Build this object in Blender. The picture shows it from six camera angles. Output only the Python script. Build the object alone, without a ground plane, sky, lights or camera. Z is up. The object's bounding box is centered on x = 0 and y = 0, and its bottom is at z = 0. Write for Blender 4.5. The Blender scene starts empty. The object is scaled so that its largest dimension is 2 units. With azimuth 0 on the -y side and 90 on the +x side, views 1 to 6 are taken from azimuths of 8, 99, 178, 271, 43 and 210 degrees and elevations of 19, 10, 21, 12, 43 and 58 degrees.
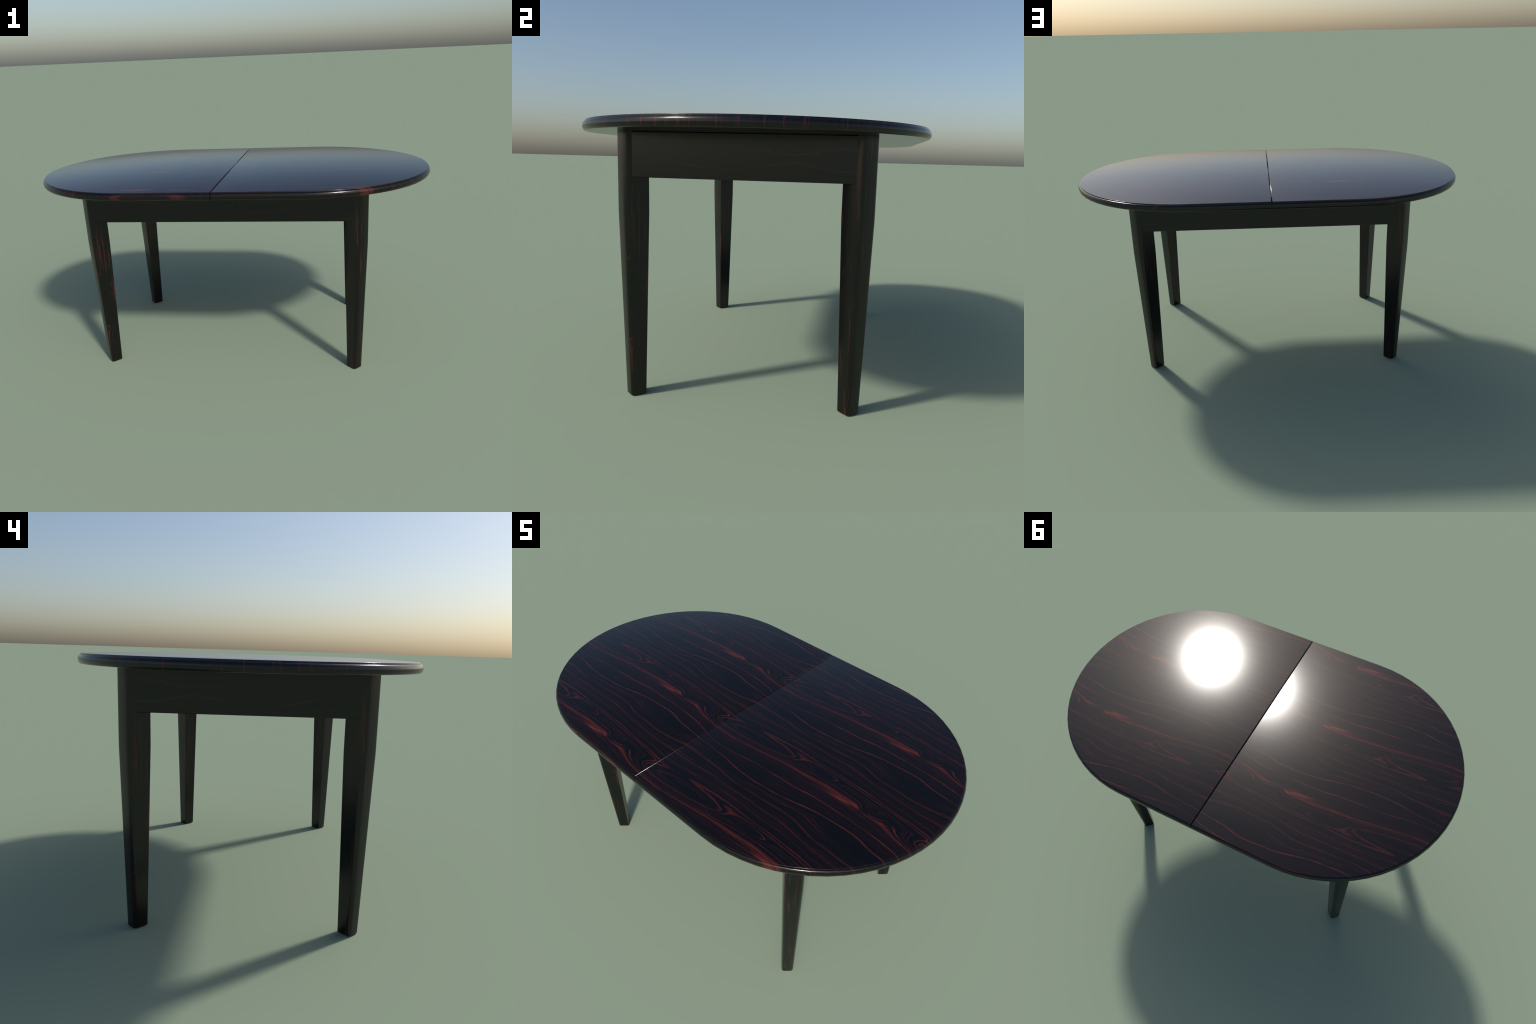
import bpy, math
from mathutils import Vector

# ------------------------------------------------------------------ sizes (m)
HALF_STRAIGHT = 0.3872     # straight part of the long sides, from the seam
END_RADIUS = 0.6128        # semicircular ends
ARC_SEGMENTS = 32          # facets per semicircle, as on the original
TOP_Z = 0.9559
UNDER_Z = 0.9207
SEAM_HALF_GAP = 0.0014
APRON_X, APRON_Y = 0.675, 0.423     # outer faces of the apron
APRON_BOTTOM, APRON_TOP = 0.7712, 0.9203
APRON_THICK = 0.026
LEG_X, LEG_Y = 0.632, 0.379         # leg axis
LEG_KINK = 0.655                    # taper starts below this height

# ------------------------------------------------------------------ node maths
class Sock:
    """A node socket with operators, so that grain fields read as formulas."""
    def __init__(self, g, s): self.g, self.s = g, s
    def _op(self, op, b=None, c=None): return self.g.math(op, self, b, c)
    def __add__(self, o): return self._op('ADD', o)
    __radd__ = __add__
    def __sub__(self, o): return self._op('SUBTRACT', o)
    def __rsub__(self, o): return self.g.math('SUBTRACT', o, self)
    def __mul__(self, o): return self._op('MULTIPLY', o)
    __rmul__ = __mul__
    def __truediv__(self, o): return self._op('DIVIDE', o)
    def __neg__(self): return self * -1.0

class Graph:
    def __init__(self, name):
        self.mat = bpy.data.materials.new(name)
        self.mat.use_nodes = True
        self.nt = self.mat.node_tree
        self.nt.nodes.clear()
    def node(self, kind, **props):
        n = self.nt.nodes.new(kind)
        for k, v in props.items(): setattr(n, k, v)
        return n
    def put(self, inp, v):
        if isinstance(v, Sock): self.nt.links.new(v.s, inp)
        else: inp.default_value = v
    def math(self, op, a, b=None, c=None):
        n = self.node('ShaderNodeMath', operation=op)
        for i, v in enumerate((a, b, c)):
            if v is not None: self.put(n.inputs[i], v)
        return Sock(self, n.outputs[0])
    def fract(self, a): return self.math('FRACT', a)
    def gauss(self, q): return self.math('EXPONENT', q * -1.0)
    def sin(self, a): return self.math('SINE', a)
    def clamp01(self, a):
        n = self.node('ShaderNodeClamp'); self.put(n.inputs[0], a)
        return Sock(self, n.outputs[0])
    def smooth(self, a, lo, hi, to0=0.0, to1=1.0):
        n = self.node('ShaderNodeMapRange', interpolation_type='SMOOTHSTEP')
        for i, v in enumerate((a, lo, hi, to0, to1)): self.put(n.inputs[i], v)
        return Sock(self, n.outputs[0])
    def object_xyz(self):
        c = self.node('ShaderNodeTexCoord')
        s = self.node('ShaderNodeSeparateXYZ')
        self.nt.links.new(c.outputs['Object'], s.inputs[0])
        return [Sock(self, s.outputs[i]) for i in range(3)]
    def vec(self, x, y, z):
        n = self.node('ShaderNodeCombineXYZ')
        for i, v in enumerate((x, y, z)): self.put(n.inputs[i], v)
        return Sock(self, n.outputs[0])
    def noise(self, vec, w=None, scale=1.0, detail=2.0, rough=0.5, dims=None):
        n = self.node('ShaderNodeTexNoise')
        n.noise_dimensions = dims or ('4D' if w is not None else '3D')
        if vec is not None: self.put(n.inputs['Vector'], vec)
        if w is not None: self.put(n.inputs['W'], w)
        n.inputs['Scale'].default_value = scale
        n.inputs['Detail'].default_value = detail
        n.inputs['Roughness'].default_value = rough
        return Sock(self, n.outputs['Fac'])
    def curve(self, fac, points, lo, hi):
        """Smooth curve through a few control points (x in 0..1, y in lo..hi)."""
        n = self.node('ShaderNodeFloatCurve')
        m = n.mapping
        pts = m.curves[0].points
        while len(pts) < len(points): pts.new(0.5, 0.5)
        for p, (a, b) in zip(pts, points): p.location = (a, (b - lo) / (hi - lo))
        m.update()
        self.put(n.inputs['Value'], fac)
        return Sock(self, n.outputs[0]) * (hi - lo) + lo
    def ramp(self, fac, stops, interp='LINEAR'):
        n = self.node('ShaderNodeValToRGB')
        n.color_ramp.interpolation = interp
        e = n.color_ramp.elements
        while len(e) < len(stops): e.new(0.5)
        for el, (p, c) in zip(e, stops): el.position, el.color = p, (*c, 1.0)
        self.put(n.inputs[0], fac)
        return Sock(self, n.outputs[0])
    def finish(self, colour, rough, spec=0.5):
        p = self.node('ShaderNodeBsdfPrincipled')
        o = self.node('ShaderNodeOutputMaterial')
        self.put(p.inputs['Base Color'], colour)
        self.put(p.inputs['Roughness'], rough)
        p.inputs['Specular IOR Level'].default_value = spec
        p.inputs['IOR'].default_value = 1.5
        self.nt.links.new(p.outputs[0], o.inputs[0])
        return self.mat

# near-black heartwood, through deep red, to an orange-brown streak
GRAIN = [(0.00, (0.0006, 0.0004, 0.0002)), (0.20, (0.0090, 0.0018, 0.0018)),
         (0.45, (0.044, 0.0062, 0.0042)), (0.75, (0.088, 0.0145, 0.0068)),
         (1.00, (0.150, 0.0480, 0.0140))]
ROUGH = 0.168

def veneer(name, strength):
    """Top veneer: one grain figure, 1.0 m by 0.404 m, repeated over the top.
    psi is the growth-ring field; every ring is one of its contour lines."""
    g = Graph(name)
    PU, PV = 1.0, 0.404
    x, y, z = g.object_xyz()
    u = g.fract(x / PU + 10.0)                   # 0..1 along the grain
    v = g.fract((y + 0.2) / PV + 10.0)           # 0..1 across the grain
    TAU = 2 * math.pi
    cu, su = g.math('COSINE', u * TAU), g.sin(u * TAU)
    cv, sv = g.math('COSINE', v * TAU), g.sin(v * TAU)
    def tiled(ru, rv, seed, detail=2.0, rough=0.5):
        return g.noise(g.vec(cu * ru + seed, su * ru, cv * rv), w=sv * rv + seed,
                       detail=detail, rough=rough)
    def wrap(a, c): return g.fract(a - (c - 0.5)) - 0.5
    def plateau(u0, v0, su_, sv_, tilt=0.0):
        du = wrap(u, u0)
        dv = wrap(v, v0 / PV) * PV - du * tilt
        q = (du / su_) * (du / su_) + (dv / sv_) * (dv / sv_)
        return g.gauss(q * q)

    vm = v * PV
    LO, HI = -0.1, 0.4
    # four guide rings that cross the whole figure, as height over length
    base = g.curve(u, [(0, -.034), (.112, -.046), (.272, -.025), (.382, -.019), (.487, -.013),
                       (.585, -.005), (.685, -.003), (.828, -.005), (.92, -.014), (1, -.034)], LO, HI)
    low = g.curve(u, [(0, .155), (.081, .159), (.24, .181), (.351, .187), (.467, .182),
                      (.57, .184), (.675, .179), (.777, .172), (.9, .162), (1, .155)], LO, HI)
    middle = g.curve(u, [(0, .261), (.185, .259), (.3, .247), (.37, .252), (.472, .260),
                         (.546, .266), (.604, .259), (.667, .244), (.743, .240), (.843, .237),
                         (1, .261)], LO, HI)
    high = g.curve(u, [(0, .328), (.188, .314), (.275, .305), (.375, .304), (.475, .315),
                       (.563, .334), (.653, .349), (.768, .356), (.9, .336), (1, .328)], LO, HI)
    # figures inside the bands: the long eye, two almonds, small eyelets
    vf = vm + plateau(0.150, 0.076, 0.265, 0.046, 0.09) * 0.070
    vf = vf + plateau(0.190, 0.088, 0.170, 0.024, 0.09) * 0.020
    vf = vf + plateau(0.520, 0.112, 0.080, 0.019, 0.06) * 0.030
    vf = vf + plateau(0.765, 0.078, 0.050, 0.026, 0.0) * 0.024
    vf = vf + plateau(0.800, 0.296, 0.150, 0.030, -0.04) * 0.024
    vf = vf + plateau(0.190, 0.284, 0.150, 0.017, -0.06) * 0.014
    vf = vf + (tiled(1.2, 2.4, 8.0, 2.0) - 0.5) * 0.014
    vf = vf + (tiled(4.0, 7.0, 5.0, 3.0, 0.6) - 0.5) * 0.0034
    # psi: growth-ring number, in metres across an even figure
    def band(a, b, w): return g.clamp01((vf - a) / (b - a)) * w
    W = (0.200, 0.070, 0.070, 0.064)
    over = base + PV
    psi = band(base, low, W[0]) + band(low, middle, W[1]) + band(middle, high, W[2]) \
        + band(high, over, W[3]) + band(over, low + PV, W[0])
    # ring profile: 1-D noise of psi (closed over one repeat)
    ph = psi * (TAU / PV)
    def rings(n, seed, detail=0.0):
        r = n / TAU
        return g.noise(g.vec(g.math('COSINE', ph) * r + seed, g.sin(ph) * r, seed),
                       detail=detail)
    def guide(at, width):
        d = g.fract((psi - at) / PV + 0.5) - 0.5
        d = d * (PV / width)
        return g.gauss(d * d)
    bold = g.clamp01(g.smooth(rings(64.0, 2.7), 0.56, 0.79)
        + guide(0.0, 0.0023) * 0.70 + guide(0.200, 0.0022) * 0.72
        + guide(0.270, 0.0026) * 0.76 + guide(0.340, 0.0028) * 0.62) * 1.06
    mid = g.smooth(rings(135.0, 6.1, 1.0), 0.50, 0.80)
    fine = g.smooth(rings(300.0, 9.4, 1.0), 0.42, 0.76)
    patch = g.smooth(tiled(0.8, 2.2, 12.0), 0.36, 0.62)
    run = tiled(1.4, 3.0, 31.0, 1.0)
    # flame: a bright wedge that swells along its path and forks
    ragged = (g.noise(g.vec(x * 26.0, y * 140.0, 2.0), detail=3.0) - 0.5)
    def streak(path, spread, glow):
        d = vm - g.curve(u, path, LO, HI) + ragged * 0.006
        q = d / g.curve(u + ragged * 0.03, spread, 0.0, 0.03)
        return g.gauss(q * q) * g.curve(u + ragged * 0.04, glow, 0.0, 1.0)
    path = [(0, -.02), (.33, -.012), (.42, .020), (.472, .035), (.542, .047), (.653, .058),
            (.724, .064), (1, .066)]
    flame = streak(path, [(0, .002), (.40, .002), (.50, .0045), (.60, .0085), (.69, .0125), (.74, .008), (1, .004)],
                   [(0, 0), (.38, 0), (.48, .28), (.58, .75), (.64, 1), (.69, .9), (.735, .2), (.77, 0), (1, 0)])
    core = streak([(a_, b_ - 0.002) for a_, b_ in path],
                  [(0, .002), (.50, .0022), (.64, .0042), (.69, .0040), (1, .002)],
                  [(0, 0), (.52, 0), (.59, .5), (.64, 1), (.675, .8), (.70, 0), (1, 0)])
    fork = streak([(0, .05), (.60, .052), (.66, .049), (.70, .044), (.77, .037), (.85, .021),
                   (.95, .006), (1, .004)],
                  [(0, .003), (.64, .0050), (.70, .0048), (.78, .0022), (1, .002)],
                  [(0, 0), (.60, 0), (.66, .8), (.74, .8), (.90, .4), (.97, 0), (1, 0)])
    dark = plateau(0.200, 0.090, 0.125, 0.016, 0.08) + plateau(0.800, 0.296, 0.14, 0.026, -0.05) \
        + plateau(0.170, 0.285, 0.13, 0.014, -0.06) + plateau(0.845, 0.090, 0.05, 0.016) \
        + plateau(0.500, 0.116, 0.06, 0.013, 0.05) + plateau(0.740, 0.066, 0.025, 0.009)
    fibre = g.noise(g.vec(x * 18.0, y * 900.0, z * 30.0), detail=2.0)
    grit = g.noise(g.vec(x * 260.0, y * 900.0, z * 30.0), detail=1.0)
    tone = bold * (run * 0.86 + 0.02) + mid * (patch * 0.22 + 0.09) + fine * (patch * 0.12 + 0.08)
    tone = tone * (1.0 - g.clamp01(dark) * 0.85)
    tone = tone * (fibre * 0.8 + 0.6) * (grit * 0.8 + 0.6)
    tone = tone + (flame * 0.34 + fork * 0.27 + core * 0.52) * (fibre * 0.7 + 0.6)
    return g.finish(g.ramp(tone * strength, GRAIN), ROUGH)

def rail_wood(name, axis, period, phase):
    """Apron wood: dark, with a few thin wavy rings running along the rail."""
    g = Graph(name)
    p = g.object_xyz()
    a, z = p[axis], p[2]
    TAU = 2 * math.pi
    jag = (g.noise(g.vec(a * 30.0, z * 40.0, phase), detail=3.0) - 0.5) * 0.004
    sway = g.sin(a * (TAU / period) + phase) * 0.0085 + \
        g.sin(a * (TAU / period * 1.93) + phase * 2.3) * 0.0030
    def ring(h, flip, width):
        d = (z - h - sway * flip + jag) / (width * 1.15)
        return g.gauss(d * d)
    strength = g.smooth(g.noise(g.vec(a * 6.0, z * 9.0, phase + 4.0), detail=2.0), 0.30, 0.62)
    tone = ring(0.868, 1.0, 0.0014) * 0.52 + ring(0.818, -1.15, 0.0014) * 0.52 \
        + ring(0.897, 0.8, 0.0011) * 0.36 + ring(0.790, -0.7, 0.0012) * 0.34
    psi = z - sway * 0.6 + jag * 0.6
    fine = g.smooth(g.noise(g.vec(psi * 420.0, phase, a * 0.8), detail=1.0), 0.56, 0.85)
    tone = tone * (strength * 0.8 + 0.25) + fine * strength * 0.10
    return g.finish(g.ramp(tone, GRAIN), ROUGH + 0.04)

def leg_wood():
    """Leg wood: upright fibres, red streaks and a few curled flecks."""
    g = Graph('rosewood_leg')
    x, y, z = g.object_xyz()
    warp = (g.noise(g.vec(x * 12.0, y * 12.0, z * 5.0), detail=2.0) - 0.5)
    s = g.noise(g.vec(x * 130.0 + warp * 3.0, y * 130.0 - warp * 3.0, z * 4.5), detail=2.0)
    streak = g.smooth(s, 0.48, 0.74)
    area = g.smooth(g.noise(g.vec(x * 22.0, y * 22.0, z * 3.3), detail=1.0), 0.42, 0.62)
    psi = g.noise(g.vec(x * 15.0, y * 15.0, z * 4.2 + 7.0), detail=1.0)
    curl = g.fract(psi * 9.0)
    curl = g.smooth(curl, 0.80, 0.95) * g.smooth(curl, 0.95, 1.0, 1.0, 0.0)
    flecks = g.smooth(g.noise(g.vec(x * 20.0, y * 20.0, z * 7.0 + 2.0), detail=0.0), 0.52, 0.64)
    tone = streak * (area * 0.52 + 0.12) + curl * flecks * 0.46
    return g.finish(g.ramp(tone, GRAIN), ROUGH + 0.04)

# ------------------------------------------------------------------ mesh helpers
def mesh_object(name, verts, faces, mat, parent, normals=None, sharp_angle=None, second=None):
    me = bpy.data.meshes.new(name)
    me.from_pydata([tuple(v) for v in verts], [], faces)
    me.validate(); me.update()
    me.shade_smooth()
    if sharp_angle is not None:
        me.set_sharp_from_angle(angle=math.radians(sharp_angle))
    if normals is not None:
        me.normals_split_custom_set(normals(me))
    me.materials.append(mat)
    if second:                                  # (material, face test)
        me.materials.append(second[0])
        for p in me.polygons: p.material_index = 1 if second[1](p.index) else 0
    ob = bpy.data.objects.new(name, me)
    bpy.context.scene.collection.objects.link(ob)
    ob.parent = parent
    return ob

# ------------------------------------------------------------------ table top
def nose_profile():
    """(inset from the outline, height): raised panel, step, rounded nose."""
    pts = [(0.0102, TOP_Z), (0.0097, TOP_Z - 0.0002), (0.0094, TOP_Z - 0.0007),
           (0.0092, TOP_Z - 0.0047)]
    inset = 0.0088
    crown, mid = TOP_Z - 0.0048, 0.9362        # half-elliptical nose
    for i in range(0, 9):                      # upper quarter
        a = math.radians(90 - 90 * i / 8)
        pts.append((inset - inset * math.cos(a), mid + (crown - mid) * math.sin(a)))
    for i in range(1, 9):                      # lower quarter
        a = math.radians(90 * i / 8)
        pts.append((inset - inset * math.cos(a), mid - (mid - UNDER_Z) * math.sin(a)))
    return pts

def leaf_outline(side):
    """Half stadium: points with outward normals, starting on the -y seam end."""
    out = [((SEAM_HALF_GAP, -END_RADIUS), (0, -1))]
    for i in range(ARC_SEGMENTS + 1):
        a = -math.pi / 2 + math.pi * i / ARC_SEGMENTS
        n = (math.cos(a), math.sin(a))
        out.append(((HALF_STRAIGHT + END_RADIUS * n[0], END_RADIUS * n[1]), n))
    out.append(((SEAM_HALF_GAP, END_RADIUS), (0, 1)))
    if side < 0:
        out = [((-p[0], p[1]), (-n[0], n[1])) for p, n in out][::-1]
    return out

def build_leaf(side, mat, edge_mat, parent):
    prof = nose_profile()
    line = leaf_outline(side)
    m, k = len(line), len(prof)
    verts, faces = [], []
    for (px, py), (nx, ny) in line:
        for d, z in prof:
            verts.append((px - nx * d, py - ny * d, z))
    for i in range(m - 1):
        for j in range(k - 1):
            a, b = i * k + j, (i + 1) * k + j
            faces.append((a, a + 1, b + 1, b))
    # seam: the panel edge is softly rounded over before the butt face
    s = side
    ease = [(0.0024, 0.0), (0.0013, 0.0004), (0.0005, 0.0012), (0.0, 0.0026)]
    y_edge = END_RADIUS - prof[0][0]
    # top panel: boundary ring (top points), seam ends pulled back by the easing
    for idx in (0, m - 1):
        x0, y0, z0 = verts[idx * k]
        verts[idx * k] = (s * (SEAM_HALF_GAP + ease[0][0]), y0, z0)
        x0, y0, z0 = verts[idx * k + 1]
        verts[idx * k + 1] = (s * (SEAM_HALF_GAP + ease[1][0]), y0, TOP_Z - ease[1][1])
        x0, y0, z0 = verts[idx * k + 2]
        verts[idx * k + 2] = (s * (SEAM_HALF_GAP + ease[2][0]), y0, TOP_Z - ease[2][1])
    c_top = len(verts); verts.append((s * 0.46, 0.0, TOP_Z))
    c_bot = len(verts); verts.append((s * 0.46, 0.0, UNDER_Z))
    top = [i * k for i in range(m)]
    bot = [i * k + k - 1 for i in range(m)]
    panel = []
    for a, b in zip(top, top[1:] + top[:1]):
        panel.append((c_top, a, b))
    under = [(c_bot, b, a) for a, b in zip(bot, bot[1:] + bot[:1])]
    # rounded seam edge and butt face
    first, last = 0, (m - 1) * k
    strip = []
    for j in (0, 1, 2):
        strip.append((last + j, last + j + 1, first + j + 1, first + j))
    n_panel0 = len(faces); faces += panel
    n_under0 = len(faces); faces += under
    n_strip0 = len(faces); faces += strip
    n_butt = len(faces)
    butt = [first + j for j in range(3, k)] + [last + j for j in range(k - 1, 2, -1)]
    faces.append(tuple(butt))
    n_end = len(faces)
    CX, KX, KY = 0.389, 0.149, 0.136
    def normals(me):
        """Flat leaf; shading normals bent outward to place the split sun highlight."""
        base = [Vector(l.vector) for l in me.corner_normals]
        fan = {}
        for p in me.polygons:
            for li in p.loop_indices:
                co = me.vertices[me.loops[li].vertex_index].co
                if n_panel0 <= p.index < n_under0:
                    base[li] = Vector((KX * (co.x - s * CX), KY * co.y, 1.0)).normalized()
                elif n_strip0 <= p.index < n_butt:      # seam edge, normals tilted along y to draw its end gleam
                    h = TOP_Z - co.z
                    lean = math.radians(18 + 58 * min(1.0, h / ease[3][1]))
                    base[li] = Vector((-s * math.sin(lean), co.y / END_RADIUS * 0.60,
                                       math.cos(lean))).normalized()
                elif n_under0 <= p.index < n_strip0:
                    base[li] = Vector((0.02 * (co.x - s * CX), 0.02 * co.y, -1.0)).normalized()
        return base
    return mesh_object('tabletop_leaf', verts, faces, mat, parent, normals, 50,
                       (edge_mat, lambda i: i < n_panel0))

# ------------------------------------------------------------------ legs
def leg_section(half, out, radius, steps=6):
    """Cross-section in (outward, sideways); the two outward corners are round."""
    e = 0.0016
    pts = [(-half, -half + e), (-half, half - e), (-half + e, half)]
    for i in range(steps + 1):
        a = math.radians(90 - 90 * i / steps)
        pts.append((out - radius + radius * math.cos(a), half - radius + radius * math.sin(a)))
    for i in range(steps + 1):
        a = math.radians(-90 * i / steps)
        pts.append((out - radius + radius * math.cos(a), -half + radius + radius * math.sin(a)))
    pts.append((-half + e, -half))
    return pts

def build_leg(sx, sy, mat, parent, share=None):
    if share is None:
        foot = (0.0266, 0.0277, 0.0125)
        knee = (0.0385, 0.0470, 0.0180)
        def at(z):
            t = min(1.0, z / LEG_KINK)
            if z > LEG_KINK - 0.012 and z < LEG_KINK + 0.012: t -= 0.003
            return tuple(f + (q - f) * t for f, q in zip(foot, knee))
        levels = [(0.0, 0.0012), (0.0014, 0.0)]
        levels += [(z, 0.0) for z in (0.1, 0.2, 0.3, 0.4, 0.5, 0.6, LEG_KINK - 0.013,
                                      LEG_KINK, LEG_KINK + 0.013, 0.75, 0.85)]
        levels += [(0.9203, 0.0)]
        verts, faces = [], []
        for z, shrink in levels:
            h, o, r = at(z)
            for d, t in leg_section(h - shrink, o - shrink, r):
                verts.append(((d - t) / math.sqrt(2), (d + t) / math.sqrt(2), z))
        n = len(verts) // len(levels)
        for i in range(len(levels) - 1):
            for j in range(n):
                a, b = i * n + j, i * n + (j + 1) % n
                faces.append((a, a + n, b + n, b))
        faces.append(tuple(range(n)))
        faces.append(tuple(reversed(range((len(levels) - 1) * n, len(levels) * n))))
        ob = mesh_object('leg', verts, faces, mat, parent, None, 35)
        me = ob.data
        import bmesh
        bm = bmesh.new(); bm.from_mesh(me)
        bmesh.ops.recalc_face_normals(bm, faces=bm.faces)
        bm.to_mesh(me); bm.free()
        me.set_sharp_from_angle(angle=math.radians(35))
    else:
        ob = share.copy()
        bpy.context.scene.collection.objects.link(ob)
        ob.parent = parent
    ob.location = (sx * LEG_X, sy * LEG_Y, 0.0)
    # the section is symmetric about the diagonal, so a turn places every leg
    ob.rotation_euler = (0, 0, math.atan2(sy, sx) - math.pi / 4)
    return ob

# ------------------------------------------------------------------ apron
def build_apron(axis, side, mat, parent):
    """One rail with eased long edges; its ends are housed in the legs."""
    e = 0.0016
    t0, t1 = APRON_THICK, 0.0
    sec = [(t1, APRON_BOTTOM + e), (t1, APRON_TOP - e), (e, APRON_TOP), (t0 - e, APRON_TOP),
           (t0, APRON_TOP - e), (t0, APRON_BOTTOM + e), (t0 - e, APRON_BOTTOM), (e, APRON_BOTTOM)]
    face = APRON_X if axis == 1 else APRON_Y
    half = (LEG_Y if axis == 1 else LEG_X) - 0.010
    verts, faces = [], []
    for end in (-half, half):
        for d, z in sec:
            q = side * (face - d)
            verts.append((q, end, z) if axis == 1 else (end, q, z))
    n = len(sec)
    for j in range(n):
        a, b = j, (j + 1) % n
        faces.append((a, b, b + n, a + n))
    faces.append(tuple(range(n - 1, -1, -1)))
    faces.append(tuple(range(n, 2 * n)))
    ob = mesh_object('apron', verts, faces, mat, parent, None, 30)
    import bmesh
    bm = bmesh.new(); bm.from_mesh(ob.data)
    bmesh.ops.recalc_face_normals(bm, faces=bm.faces)
    bm.to_mesh(ob.data); bm.free()
    ob.data.set_sharp_from_angle(angle=math.radians(30))
    return ob

# ------------------------------------------------------------------ assemble
table = bpy.data.objects.new('dining_table', None)
bpy.context.scene.collection.objects.link(table)
table['label'] = 'dark rosewood oval extending dining table with four tapered legs'
table['category'] = 'dining table'

top_mat = veneer('rosewood_veneer', 0.90)
edge_mat = veneer('rosewood_edge', 0.72)
long_mat = rail_wood('rosewood_long_rail', 0, 0.62, 1.3)
end_mat = rail_wood('rosewood_end_rail', 1, 0.42, 2.4)
leg_mat = leg_wood()

for side in (1, -1):
    leaf = build_leaf(side, top_mat, edge_mat, table)
for side in (-1, 1):
    build_apron(0, side, long_mat, table)
    build_apron(1, side, end_mat, table)
first_leg = None
for sx, sy in ((1, -1), (-1, -1), (1, 1), (-1, 1)):
    leg = build_leg(sx, sy, leg_mat, table, first_leg)
    first_leg = first_leg or leg
